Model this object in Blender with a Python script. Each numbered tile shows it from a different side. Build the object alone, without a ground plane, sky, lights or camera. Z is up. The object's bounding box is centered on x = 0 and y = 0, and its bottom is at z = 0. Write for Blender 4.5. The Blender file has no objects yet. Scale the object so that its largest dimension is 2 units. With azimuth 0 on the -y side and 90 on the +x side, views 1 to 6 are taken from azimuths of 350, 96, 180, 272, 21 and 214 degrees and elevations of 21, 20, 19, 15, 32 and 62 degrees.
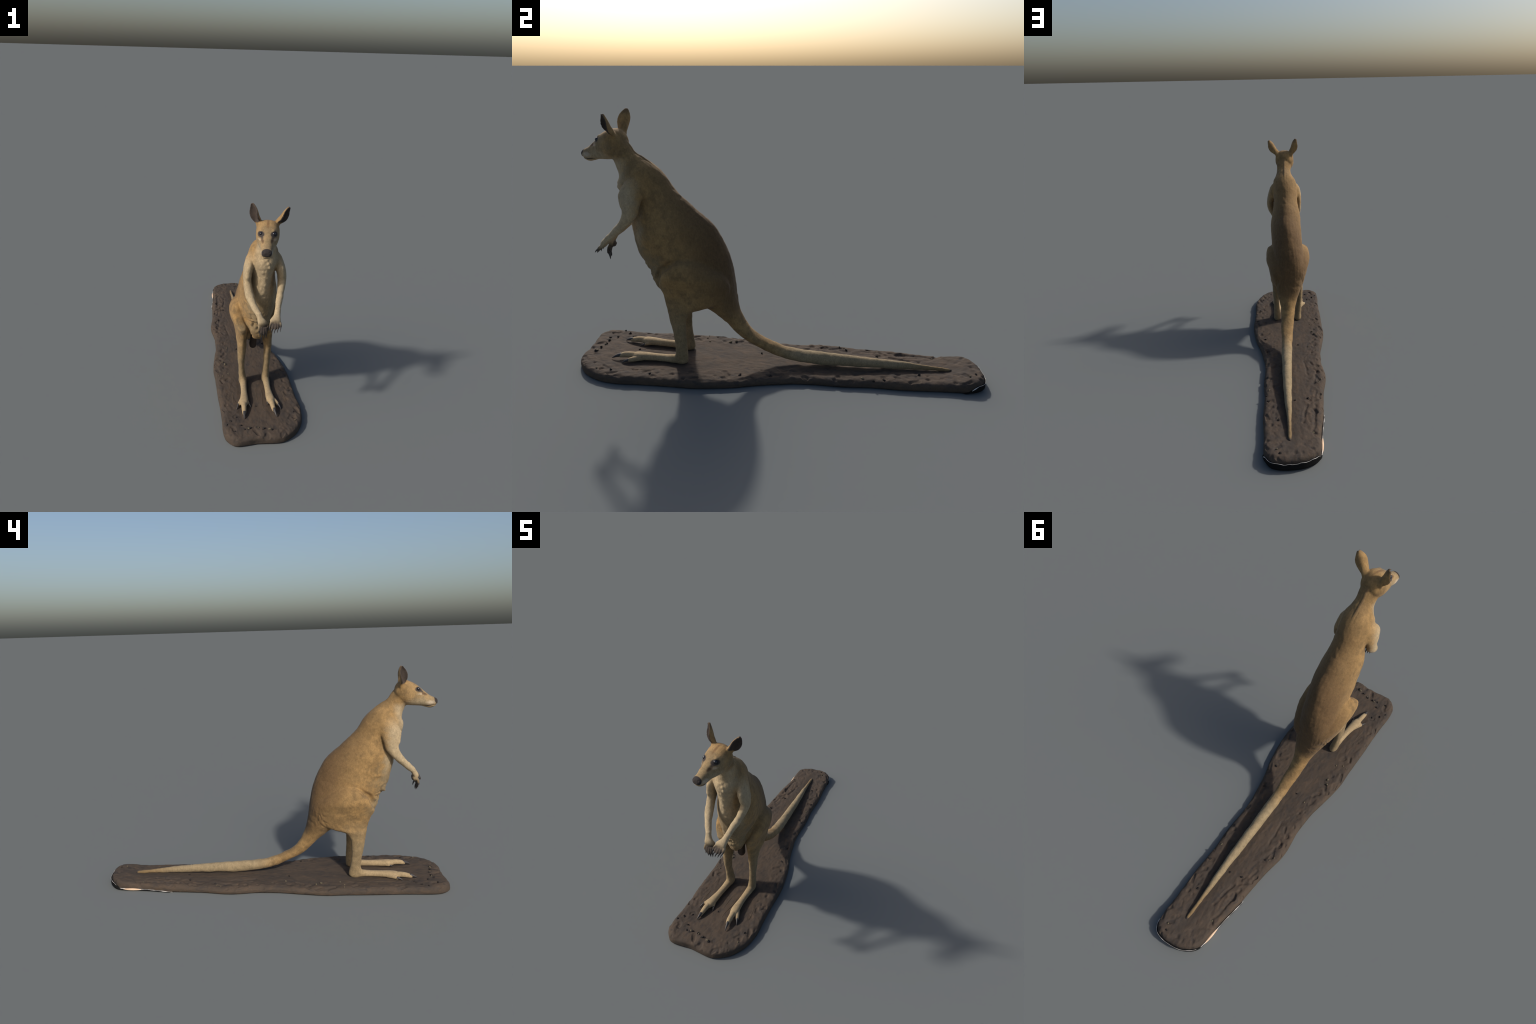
# Mounted wallaby standing upright on a long mud-brown ground slab.
import bpy, bmesh, math
import numpy as np
from mathutils import Vector, kdtree

rng = np.random.default_rng(7)
V3 = lambda *a: np.array(a, float)

# ------------------------------------------------------------------ helpers
def unit(v):
    v = np.asarray(v, float)
    return v / (np.linalg.norm(v, axis=-1, keepdims=True) + 1e-12)

def hermite(rows, sub):
    """Catmull-Rom resampling (chord-length parameterised) of station rows."""
    rows = np.asarray(rows, float)
    n = len(rows)
    if n < 3:
        t = np.linspace(0, 1, sub + 1)[:, None]
        return rows[0] * (1 - t) + rows[1] * t
    ch = np.linalg.norm(np.diff(rows[:, :6], axis=0), axis=1) ** 0.7 + 1e-4
    k = np.concatenate([[0], np.cumsum(ch)])
    m = np.zeros_like(rows)
    s = np.diff(rows, axis=0) / ch[:, None]
    m[0], m[-1] = s[0], s[-1]
    m[1:-1] = (s[:-1] * ch[1:, None] + s[1:] * ch[:-1, None]) / (ch[:-1] + ch[1:])[:, None]
    out = []
    for i in range(n - 1):
        for j in range(sub):
            t = j / sub
            h00, h10 = 2*t**3 - 3*t**2 + 1, t**3 - 2*t**2 + t
            h01, h11 = -2*t**3 + 3*t**2, t**3 - t**2
            out.append(h00*rows[i] + h10*ch[i]*m[i] + h01*rows[i+1] + h11*ch[i]*m[i+1])
    out.append(rows[-1])
    return np.array(out)

def lattice_hash(ix, iy, iz, seed):
    h = (ix.astype(np.int64) * 374761393 + iy.astype(np.int64) * 668265263
         + iz.astype(np.int64) * 2147483647 + seed * 974711) & 0xffffffff
    h = ((h ^ (h >> 13)) * 1274126177) & 0xffffffff
    h = ((h ^ (h >> 16)) * 2246822519) & 0xffffffff
    return ((h ^ (h >> 15)) & 0xffff) / 32767.5 - 1.0

TURN = np.array([[.80, -.52, .30], [.36, .83, .43], [-.48, -.23, .85]])
def noise(P, freq, seed=0):
    """smooth value noise in -1..1; freq may be a scalar or per-axis vector"""
    Q = (P * np.asarray(freq, float)) @ TURN + 100.0 + seed * 3.17
    I = np.floor(Q).astype(np.int64)
    F = Q - I
    F = F * F * F * (F * (F * 6 - 15) + 10)
    r = 0
    for dx in (0, 1):
        for dy in (0, 1):
            for dz in (0, 1):
                w = (F[:, 0] if dx else 1 - F[:, 0]) * (F[:, 1] if dy else 1 - F[:, 1]) * (F[:, 2] if dz else 1 - F[:, 2])
                r = r + w * lattice_hash(I[:, 0] + dx, I[:, 1] + dy, I[:, 2] + dz, seed)
    return r

def fbm(P, freq, seed=0, octaves=3):
    r, a = 0, 1.0
    f = np.asarray(freq, float)
    for o in range(octaves):
        r = r + a * noise(P, f, seed + o * 11)
        f, a = f * 2.03, a * 0.5
    return r / 1.75

def sstep(a, b, x):
    t = np.clip((x - a) / (b - a), 0, 1)
    return t * t * (3 - 2 * t)

def blob(P, c, r, soft=0.6):
    d = np.linalg.norm((P - np.asarray(c)) / np.asarray(r), axis=1)
    return 1 - sstep(1 - soft, 1.0, d)

def polyline_distance(P2, pts):
    pts = np.asarray(pts, float)
    best = np.full(len(P2), 9.0)
    for a, b in zip(pts[:-1], pts[1:]):
        ab = b - a
        t = np.clip(((P2 - a) @ ab) / (ab @ ab), 0, 1)
        best = np.minimum(best, np.linalg.norm(P2 - a - t[:, None] * ab, axis=1))
    return best

# ------------------------------------------------------------------ lofts
RING = 28
def loft(stations, sub=6):
    """stations: (D, V, L, tw, n): top point, bottom point, lateral half vector,
    place of the widest level between D and V, squareness exponent."""
    rows = hermite([np.concatenate([s[0], s[1], s[2], [s[3], s[4], s[5] if len(s) > 5 else s[4]]]) for s in stations], sub)
    th = np.linspace(0, 2 * math.pi, RING, endpoint=False)
    c, s = np.cos(th), np.sin(th)
    verts = []
    for r in rows:
        D, V, L, tw = r[0:3], r[3:6], r[6:9], r[9]
        C = D + (V - D) * tw
        e = 2.0 / np.where(s > 0, max(r[10], 1.5), max(r[11], 1.4))
        la = np.sign(c) * np.abs(c) ** e
        ve = np.abs(s) ** e
        ring = C + la[:, None] * L + np.where((s > 0)[:, None], ve[:, None] * (D - C), ve[:, None] * (V - C))
        verts.append(ring)
    m = len(verts)
    verts = np.concatenate(verts + [rows[:1, 0:3] * .5 + rows[:1, 3:6] * .5, rows[-1:, 0:3] * .5 + rows[-1:, 3:6] * .5])
    faces = []
    for i in range(m - 1):
        for j in range(RING):
            k = (j + 1) % RING
            faces.append((i*RING + j, i*RING + k, (i+1)*RING + k, (i+1)*RING + j))
    a, b = m * RING, m * RING + 1
    for j in range(RING):
        k = (j + 1) % RING
        faces.append((a, k, j))
        faces.append((b, (m-1)*RING + j, (m-1)*RING + k))
    return verts, faces

def sagittal(y1, z1, y2, z2, w, xc=0.0, tw=0.5, n=2.0, nv=None, lean=0.0):
    """station of the trunk: dorsal (y1,z1), ventral (y2,z2), half width w"""
    return (V3(xc, y1, z1), V3(xc + lean, y2, z2), V3(w, 0, 0), tw, n, n if nv is None else nv)

def tube(points, lateral, n=2.0, tw=0.5):
    """points: (x,y,z, half width along lateral, half thickness)"""
    P = np.array([p[:3] for p in points], float)
    T = unit(np.gradient(P, axis=0))
    out = []
    for p, t in zip(points, T):
        l = unit(np.asarray(lateral, float) - t * np.dot(lateral, t))
        nn = np.cross(t, l)
        c = np.array(p[:3], float)
        out.append((c + nn * p[4], c - nn * p[4], l * p[3], tw, n))
    return out

sources = []      # (verts, faces, part label per vertex)
def add(label, stations, sub=6, station_labels=None):
    v, f = loft(stations, sub)
    lab = [label] * len(v)
    if station_labels:
        m = (len(v) - 2) // RING
        for i in range(m):
            s = min(int(i / sub), len(stations) - 1)
            for j in range(RING):
                lab[i * RING + j] = station_labels[s]
        lab[-2], lab[-1] = station_labels[0], station_labels[-1]
    sources.append((v, f, lab))

# ---- trunk: neck, torso and tail as one spine of sections
S = sagittal
trunk = [
    S(-.700, 1.150, -.765, 1.060, .048, .004),
    S(-.668, 1.100, -.745, 1.030, .047, .007),
    S(-.646, 1.067, -.733, .998, .046, .009),
    S(-.612, 1.045, -.727, .962, .056, .008, .52),
    S(-.572, 1.019, -.737, .925, .074, .006, .5, 2.1, 1.9),
    S(-.526, .978, -.722, .868, .080, .003, .48, 1.95, 1.7),
    S(-.466, .890, -.706, .795, .077, .002, .48, 1.95, 1.65),
    S(-.388, .815, -.690, .735, .093, .000, .52, 1.90, 1.9),
    S(-.301, .733, -.676, .665, .100, -.001, .54, 1.95, 2.3, .008),
    S(-.240, .613, -.659, .592, .098, -.011, .45, 2.2, 2.35, .018),
    S(-.218, .520, -.622, .525, .097, -.016, .37, 2.5, 2.2, .020),
    S(-.207, .440, -.586, .455, .097, -.014, .31, 2.6, 1.9, .012),
    S(-.200, .370, -.490, .385, .088, -.009, .32, 2.4, 2.0),
    S(-.185, .305, -.350, .322, .066, -.002, .42, 2.0),
    S(-.152, .245, -.268, .258, .048, .000),
    S(-.104, .190, -.195, .183, .041, .005),
    S(-.033, .152, -.105, .125, .036, .010),
    S(.060, .122, .020, .070, .031, .014),
    S(.200, .108, .180, .044, .028, .017),
    S(.380, .097, .380, .041, .0245, .019),
    S(.550, .083, .550, .041, .0185, .019),
    S(.660, .073, .660, .040, .0125, .0175),
    S(.770, .061, .770, .039, .0095, .017),
    S(.835, .053, .835, .039, .0070, .018),
    S(.846, .050, .846, .041, .0040, .018),
]
trunk_labels = ['neck'] * 4 + ['torso'] * 10 + ['tail'] * 11
add('torso', trunk, 7, trunk_labels)

# ---- head, turned a little to its right
HO = V3(0, -.745, 1.10)
HF = unit(V3(-.21, -.978, 0))
HL = unit(V3(.978, -.21, 0))
def head_point(lx, fw, up):
    return HO + HL * lx + HF * fw + V3(0, 0, up)
def H(fw, top, bot, w, tw=.5, n=2.0, nv=None):
    return (head_point(0, fw, top - 1.10), head_point(0, fw, bot - 1.10), HL * w, tw, n, n if nv is None else nv)
add('head', [
    H(-.062, 1.135, 1.080, .030),
    H(-.050, 1.155, 1.058, .047),
    H(-.030, 1.168, 1.044, .058, .50, 2.5, 2.1),
    H(-.004, 1.170, 1.036, .060, .52, 2.7, 2.2),
    H(.026, 1.160, 1.033, .056, .50, 2.6, 2.3),
    H(.056, 1.143, 1.032, .049, .42, 2.4),
    H(.082, 1.121, 1.030, .037, .48, 2.2),
    H(.106, 1.102, 1.024, .0315, .52, 2.2),
    H(.128, 1.086, 1.020, .0285, .55, 2.2),
    H(.148, 1.077, 1.026, .0262, .46, 2.2),
    H(.160, 1.071, 1.036, .0222, .46, 2.2),
    H(.166, 1.063, 1.044, .0135, .5, 2.0)], 6)

# ---- ears: thin leaf-shaped cups
def ear(label, base, tip, opening):
    base, tip = np.array(base), np.array(tip)
    ax = unit(tip - base)
    op = unit(np.array(opening) - ax * np.dot(opening, ax))
    ac = np.cross(ax, op)
    length = np.linalg.norm(tip - base)
    prof = [(-.20, .012), (0, .0165), (.15, .0205), (.32, .0248), (.5, .0270), (.66, .0255), (.80, .0195), (.91, .0125), (.97, .0080), (1, .0055)]
    ps = np.array(prof)
    S_, T_ = 34, 21
    outer, inner = [], []
    for s in np.linspace(-.20, 1, S_):
        w = np.interp(s, ps[:, 0], ps[:, 1])
        cup = .005 + .020 * sstep(-.15, .35, s) * (1 - .8 * sstep(.40, 1.0, s))
        th = .0030 + .0028 * (1 - sstep(0, .8, s))
        for t in np.linspace(-1, 1, T_):
            ang = t * (1.25 - .45 * max(s, 0))
            p = base + ax * s * length + ac * w * math.sin(ang) / math.sin(1.25 - .45 * max(s, 0)) + op * cup * (abs(t) ** 1.8) - op * .010 * max(0, s) * (1 - s) * 2
            nn = unit(op * math.cos(ang * .8) - ac * math.sin(ang * .8) * .8)
            outer.append(p - nn * th)
            inner.append(p + nn * th)
    v = np.array(outer + inner)
    N = S_ * T_
    f = []
    idx = lambda i, j: i * T_ + j
    for i in range(S_ - 1):
        for j in range(T_ - 1):
            q = (idx(i, j), idx(i, j+1), idx(i+1, j+1), idx(i+1, j))
            f.append(q)
            f.append(tuple(N + k for k in reversed(q)))
    rim = [idx(0, j) for j in range(T_)] + [idx(i, T_-1) for i in range(1, S_)] + [idx(S_-1, j) for j in range(T_-2, -1, -1)] + [idx(i, 0) for i in range(S_-2, 0, -1)]
    for a, b in zip(rim, rim[1:] + rim[:1]):
        f.append((b, a, N + a, N + b))
    sources.append((v, f, [label] * len(v)))
    # stalk that carries the cup
    c0 = base - ax * .022
    add(label, tube([tuple(c0) + (.021, .017), tuple(base - ax*.004) + (.019, .014), tuple(base + ax * .010 - op * .003) + (.0165, .0095), tuple(base + ax * .03 - op * .004) + (.0135, .006)], ac), 4)
ear('ear.right', (-.041, -.711, 1.157), (-.071, -.693, 1.251), (-.80, -.60, .05))
ear('ear.left', (.053, -.727, 1.156), (.105, -.735, 1.240), (.72, -.70, -.05))

# ---- hind limbs: slices stacked up the leg (z, front y, back y, half width, centre x)
def hind_leg(label, side, slices):
    st = []
    for (z, yf, yb, w, xc) in slices:
        thigh = float(sstep(.30, .40, z))           # the ham runs inward to the rump
        back = yb + .020 * thigh * float(sstep(.56, .50, z)) * float(sstep(.41, .47, z))
        st.append((V3(side * (xc - .014 * thigh), back, z), V3(side * (xc + .016 * float(sstep(.43, .51, z))), yf, z), V3(w * (1 + .06 * thigh), 0, 0), .5 - .03 * thigh, 2.1))
    add(label, st, 5)
hind_leg('hindlimb.right', -1, [
    (.590, -.46, -.38, .020, .090), (.572, -.495, -.335, .036, .094), (.540, -.528, -.295, .047, .094), (.500, -.557, -.262, .053, .091),
    (.455, -.571, -.238, .050, .085), (.405, -.553, -.235, .042, .081), (.365, -.540, -.262, .035, .079), (.338, -.535, -.330, .030, .080),
    (.312, -.530, -.418, .028, .081), (.280, -.526, -.440, .0245, .082), (.220, -.518, -.449, .021, .083), (.150, -.508, -.449, .0185, .079), (.105, -.507, -.444, .020, .074),
    (.070, -.515, -.438, .0225, .070), (.045, -.512, -.440, .0215, .070), (.036, -.500, -.452, .012, .070)])
hind_leg('hindlimb.left', 1, [
    (.590, -.455, -.38, .018, .080), (.572, -.485, -.335, .034, .084), (.540, -.518, -.295, .045, .084), (.500, -.544, -.262, .050, .081),
    (.455, -.552, -.238, .048, .075), (.405, -.541, -.235, .042, .074), (.370, -.535, -.262, .037, .075), (.345, -.530, -.330, .031, .077),
    (.318, -.526, -.412, .027, .077), (.282, -.520, -.436, .0235, .077), (.220, -.506, -.440, .0205, .077), (.150, -.500, -.440, .0185, .075), (.105, -.499, -.438, .020, .073),
    (.070, -.508, -.438, .0225, .072), (.045, -.508, -.440, .0215, .072), (.036, -.495, -.452, .012, .072)])

# ---- hind feet with a long middle toe and two side toes; claws kept for later
claws = []      # (parent label, base, tip, radius, bend)
def foot(label, axis_pts, toes):
    add(label, tube(axis_pts, (1, 0, 0), 2.2), 5)
    for t in toes:
        add(label, tube(t['pts'], (1, 0, 0), 2.1), 4)
        claws.append((label, np.array(t['claw'][0]), np.array(t['claw'][1]), t['r'], t.get('bend', .004)))
foot('foot.right',
     [(-.070, -.450, .058, .017, .018), (-.071, -.495, .060, .021, .022), (-.075, -.545, .059, .0185, .0185), (-.082, -.610, .059, .0185, .0180), (-.090, -.670, .060, .0235, .0190), (-.096, -.705, .060, .0225, .0175), (-.098, -.725, .057, .017, .014)],
     [dict(pts=[(-.096, -.70, .060, .016, .016), (-.102, -.745, .060, .0145, .0155), (-.105, -.772, .056, .0125, .0135), (-.107, -.792, .051, .0095, .010), (-.108, -.800, .049, .006, .006)], claw=((-.1055, -.782, .056), (-.112, -.828, .042)), r=.0115),
      dict(pts=[(-.100, -.655, .055, .010, .013), (-.118, -.692, .054, .0095, .0115), (-.127, -.708, .051, .0085, .0095), (-.131, -.715, .049, .006, .006)], claw=((-.127, -.704, .052), (-.143, -.738, .041)), r=.009),
      dict(pts=[(-.078, -.665, .056, .008, .011), (-.071, -.697, .052, .007, .0085), (-.066, -.712, .048, .005, .005)], claw=((-.069, -.702, .050), (-.058, -.734, .041)), r=.0062)])
foot('foot.left',
     [(.072, -.450, .058, .017, .018), (.072, -.495, .060, .021, .022), (.068, -.545, .059, .0185, .0185), (.064, -.610, .059, .0185, .0180), (.062, -.670, .060, .0235, .0190), (.063, -.705, .061, .0225, .0175), (.064, -.725, .059, .017, .014)],
     [dict(pts=[(.063, -.70, .061, .016, .016), (.063, -.745, .064, .0145, .0155), (.063, -.775, .061, .0125, .0135), (.064, -.790, .056, .010, .010), (.065, -.797, .052, .006, .006)], claw=((.0635, -.782, .060), (.071, -.835, .043)), r=.0115),
      dict(pts=[(.074, -.670, .055, .010, .013), (.090, -.715, .055, .0105, .0125), (.097, -.735, .053, .009, .010), (.100, -.742, .050, .006, .006)], claw=((.096, -.730, .054), (.111, -.770, .041)), r=.0092),
      dict(pts=[(.052, -.660, .056, .008, .011), (.046, -.690, .053, .007, .0085), (.043, -.702, .050, .005, .005)], claw=((.045, -.694, .051), (.038, -.722, .042)), r=.0062)])

# ---- arms
add('forelimb.right', tube([(-.036, -.598, .955, .022, .034), (-.064, -.632, .922, .029, .050), (-.082, -.656, .880, .0245, .053), (-.085, -.659, .845, .0225, .046),
    (-.085, -.660, .815, .0215, .037), (-.084, -.676, .785, .0220, .0290), (-.079, -.704, .749, .0215, .0225), (-.064, -.747, .709, .0190, .0190), (-.044, -.782, .678, .0160, .0165), (-.037, -.797, .664, .0155, .0155)], (1, 0, 0), 2.1), 6)
add('forelimb.left', tube([(.046, -.598, .955, .022, .034), (.075, -.632, .922, .029, .050), (.092, -.657, .880, .0265, .054), (.101, -.658, .845, .0250, .046),
    (.104, -.659, .815, .0235, .037), (.100, -.676, .785, .0220, .0285), (.089, -.706, .749, .0185, .0215), (.071, -.750, .709, .0172, .0180), (.060, -.782, .680, .0175, .0165), (.056, -.794, .670, .018, .0155)], (1, 0, 0), 2.1), 6)
def hand(label, palm, fingers):
    add(label, tube(palm, (1, 0, 0), 2.3), 4)
    for a, b, c, r in fingers:
        a, b, c = map(np.array, (a, b, c))
        add(label, tube([tuple(a) + (r*1.15, r*1.25), tuple(a*.5 + b*.5 + V3(0, -.002, .002)) + (r, r*1.05), tuple(b) + (r*.85, r*.9)], (1, 0, 0)), 4)
        claws.append((label, b + (a - b) * .12, c, r * .80, .003))
hand('hand.right',
     [(-.042, -.786, .680, .0150, .0150), (-.036, -.798, .660, .0160, .0155), (-.028, -.810, .640, .0230, .0165), (-.022, -.806, .624, .0265, .0175), (-.020, -.806, .610, .0220, .013)],
     [((-.041, -.815, .618), (-.044, -.824, .594), (-.040, -.824, .566), .0072),
      ((-.030, -.818, .612), (-.032, -.828, .582), (-.027, -.822, .553), .0074),
      ((-.019, -.819, .609), (-.019, -.829, .576), (-.013, -.820, .547), .0074),
      ((-.008, -.818, .611), (-.006, -.825, .577), (-.003, -.818, .548), .0072),
      ((.002, -.811, .620), (.004, -.815, .592), (.002, -.806, .569), .0066)])
hand('hand.left',
     [(.060, -.784, .682, .0165, .0150), (.055, -.798, .666, .0180, .0150), (.047, -.813, .652, .0255, .0155), (.042, -.819, .642, .0295, .0140), (.039, -.825, .634, .0250, .008)],
     [((.066, -.822, .637), (.067, -.842, .620), (.061, -.862, .603), .0072),
      ((.054, -.828, .634), (.051, -.846, .613), (.046, -.858, .596), .0074),
      ((.042, -.830, .632), (.036, -.848, .612), (.030, -.858, .594), .0074),
      ((.030, -.829, .633), (.022, -.844, .613), (.016, -.850, .594), .0072),
      ((.019, -.824, .640), (.010, -.836, .622), (.007, -.842, .602), .0066)])

# ---- belly sag, scrotum
add('torso', tube([(.008, -.56, .60, .075, .06), (.008, -.562, .53, .060, .056), (.004, -.557, .470, .052, .047), (.000, -.549, .430, .042, .041), (0, -.545, .404, .027, .027), (0, -.540, .390, .012, .012)], (1, 0, 0)), 5)
add('scrotum', tube([(-.006, -.455, .36, .018, .02), (-.006, -.458, .325, .020, .022), (-.007, -.455, .298, .022, .024), (-.007, -.450, .280, .017, .018), (-.007, -.448, .272, .008, .009)], (1, 0, 0)), 5)

# ------------------------------------------------------------------ fuse by voxel remesh
def raw_mesh(name, v, f):
    me = bpy.data.meshes.new(name)
    me.from_pydata([tuple(p) for p in v], [], f)
    me.update()
    return me

def fuse(srcs, voxel):
    V, F, off = [], [], 0
    for v, f in srcs:
        V.append(v)
        F += [tuple(i + off for i in q) for q in f]
        off += len(v)
    me = raw_mesh('fuse', np.concatenate(V), F)
    bm = bmesh.new(); bm.from_mesh(me)
    bmesh.ops.recalc_face_normals(bm, faces=bm.faces)
    bm.to_mesh(me); bm.free()
    ob = bpy.data.objects.new('fuse', me)
    bpy.context.scene.collection.objects.link(ob)
    md = ob.modifiers.new('r', 'REMESH')
    md.mode = 'VOXEL'; md.voxel_size = voxel; md.adaptivity = 0.0
    dg = bpy.context.evaluated_depsgraph_get()
    ev = ob.evaluated_get(dg)
    m2 = bpy.data.meshes.new_from_object(ev)
    n = len(m2.vertices)
    co = np.empty(n * 3); m2.vertices.foreach_get('co', co)
    P = co.reshape(-1, 3).copy()
    nl = len(m2.loops)
    lv = np.empty(nl, np.int32); m2.loops.foreach_get('vertex_index', lv)
    ls = np.empty(len(m2.polygons), np.int32); m2.polygons.foreach_get('loop_start', ls)
    lt = np.empty(len(m2.polygons), np.int32); m2.polygons.foreach_get('loop_total', lt)
    ed = np.empty(len(m2.edges) * 2, np.int32); m2.edges.foreach_get('vertices', ed)
    bpy.data.objects.remove(ob); bpy.data.meshes.remove(me); bpy.data.meshes.remove(m2)
    return P, lv, ls, lt, ed.reshape(-1, 2)

class Surf:
    def __init__(s, data):
        s.P, s.lv, s.ls, s.lt, s.E = data
        s.n = len(s.P)
        s.deg = np.bincount(s.E.ravel(), minlength=s.n).astype(float)
        s.quads = s.lv.reshape(-1, 4) if (s.lt == 4).all() else None
    def avg(s, X):
        a, b = s.E[:, 0], s.E[:, 1]
        return np.stack([(np.bincount(a, X[b, k], s.n) + np.bincount(b, X[a, k], s.n)) / s.deg for k in range(X.shape[1])], 1)
    def normals(s):
        q = s.quads
        fn = np.cross(s.P[q[:, 2]] - s.P[q[:, 0]], s.P[q[:, 3]] - s.P[q[:, 1]])
        N = np.zeros_like(s.P)
        for k in range(4):
            for c in range(3):
                N[:, c] += np.bincount(q[:, k], fn[:, c], s.n)
        return unit(N)
    def smooth(s, it, lam=.5, mu=0.0, w=None):
        w = 1.0 if w is None else w[:, None]
        for _ in range(it):
            s.P = s.P + w * lam * (s.avg(s.P) - s.P)
            if mu:
                s.P = s.P - w * mu * (s.avg(s.P) - s.P)
    def fillet(s, it, lam=.6, w=None):
        """relax only the hollows, so that limbs flow into the body"""
        for _ in range(it):
            d = s.avg(s.P) - s.P
            N = s.normals()
            h = np.einsum('ij,ij->i', d, N)
            k = sstep(0, 6e-5, h)[:, None]
            k = np.maximum(k, s.avg(k) * .9)
            s.P = s.P + k * lam * d * (1 if w is None else w[:, None])

body = Surf(fuse([(v, f) for v, f, _ in sources], .0024))
assert body.quads is not None
body.smooth(6, .5, .51)

# which part each vertex belongs to (nearest loft that made it)
label_list, pts = [], []
for v, f, lab in sources:
    pts.append(v); label_list += lab
pts = np.concatenate(pts)
tree = kdtree.KDTree(len(pts))
for i, p in enumerate(pts):
    tree.insert(p, i)
tree.balance()
vert_label = np.array([label_list[tree.find(p)[1]] for p in body.P])

fine = np.isin(vert_label, ['hand.right', 'hand.left', 'foot.right', 'foot.left', 'ear.right', 'ear.left', 'head']).astype(float)[:, None]
for _ in range(10):
    fine = body.avg(fine)
fine = fine[:, 0]
armpit = np.maximum(blob(body.P, (-.062, -.645, .825), (.055, .09, .095), .35), blob(body.P, (.074, -.645, .825), (.055, .09, .095), .35))
body.smooth(10, .5, 0, w=(1 - fine) * (1 - .7 * armpit))
pit = np.maximum(blob(body.P, (-.062, -.645, .825), (.055, .09, .095), .35), blob(body.P, (.074, -.645, .825), (.055, .09, .095), .35))
body.fillet(26, .6, w=(1 - .93 * fine) * (1 - .9 * pit))
body.fillet(2, .5)
near_ears = np.maximum(blob(body.P, (-.044, -.711, 1.150), (.034, .036, .036), .6), blob(body.P, (.056, -.727, 1.150), (.034, .036, .036), .6))
nape_join = blob(body.P, (.003, -.705, 1.075), (.09, .065, .075), .6)
body.fillet(26, .6, w=np.maximum(near_ears, nape_join))
for c, r, it in (((-.085, -.585, .935), (.06, .07, .09), 60), ((.09, -.585, .935), (.06, .07, .09), 60),
                 ((-.10, -.255, .43), (.085, .09, .15), 120), ((.10, -.255, .43), (.085, .09, .15), 140),
                 ((-.11, -.40, .60), (.07, .09, .06), 40), ((.10, -.40, .60), (.07, .09, .06), 40)):
    body.smooth(it, .5, .0, w=blob(body.P, c, r, .7) * (1 - fine))
body.smooth(4, .5, .5)

# ------------------------------------------------------------------ sculpted relief
P = body.P
N = body.normals()
ear_v = np.char.startswith(vert_label.astype(str), 'ear')
hand_v = np.char.startswith(vert_label.astype(str), 'hand')
hx = (P - HO) @ HL
hf = (P - HO) @ HF
hz = P[:, 2] - 1.10
isface = (vert_label == 'head')
d = np.zeros(len(P))
soft = 1 - fine
# loose hide all over, finer on the tail
d += soft * (.0034 * fbm(P, 15, 1) + .0011 * fbm(P, 55, 5))
# wrinkled lower belly
m = blob(P, (-.01, -.63, .515), (.105, .085, .120), .8)
warp = P + .02 * np.stack([noise(P, 18, 31), noise(P, 18, 32), noise(P, 18, 33)], 1)
d += m * (.0085 * (np.abs(noise(warp, (24, 24, 38), 2)) * 2 - .6) + .0045 * noise(warp, 75, 3))
m = blob(P, (.0, -.55, .43), (.06, .06, .07), .8)
d += m * .008 * (np.abs(noise(warp, (38, 38, 45), 8)) * 2 - .6)
# ropy midline of the chest
m = (1 - sstep(.010, .040, np.abs(P[:, 0] - .006))) * sstep(.66, .74, P[:, 2]) * (1 - sstep(.93, .97, P[:, 2])) * sstep(.62, .68, -P[:, 1]) * np.isin(vert_label, ['torso', 'neck'])
d += m * (.0035 * noise(P, (70, 40, 60), 4) + .0022)
# folds on the flanks and behind the thighs
m = blob(P, (-.07, -.25, .40), (.10, .09, .13), .8) + blob(P, (.07, -.25, .40), (.10, .09, .13), .8) * .5
d += m * .0042 * (np.abs(noise(warp, (40, 40, 22), 6)) * 2 - .6)
m = blob(P, (-.09, -.57, .66), (.06, .10, .10), .8) + blob(P, (.09, -.57, .66), (.06, .10, .10), .8) * .5
d += m * .0052 * noise(warp, 30, 7)
# crease where belly meets thigh
for sx, depth in ((-1, .0105), (1, .0105)):
    crease = polyline_distance(P[:, 1:], [(-.575, .475), (-.545, .535), (-.48, .580), (-.40, .615)])
    m = (1 - sstep(.0, .020, crease)) * sstep(.03, .07, P[:, 0] * sx) * np.isin(vert_label, ['torso', 'hindlimb.right', 'hindlimb.left'])
    d -= m * depth * sstep(.615, .54, P[:, 2])
# knee caps and the hollow below the thigh
for sx in (-1, 1):
    d += .0055 * blob(P, (sx * .088, -.555, .462), (.045, .035, .045), 1.0)
    d -= .0040 * blob(P, (sx * .105, -.46, .40), (.05, .06, .04), 1.0)
# crest along the nape
m = (1 - sstep(.002, .010, np.abs(P[:, 0] - .006))) * sstep(1.0, 1.04, P[:, 2]) * (1 - sstep(1.14, 1.16, P[:, 2])) * sstep(-.69, -.66, P[:, 1])
d += m * .0035
# tail: slight rings and bumps
m = (vert_label == 'tail')
d += m * .0012 * noise(P, (30, 26, 30), 12)
P += N * d[:, None]

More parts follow.
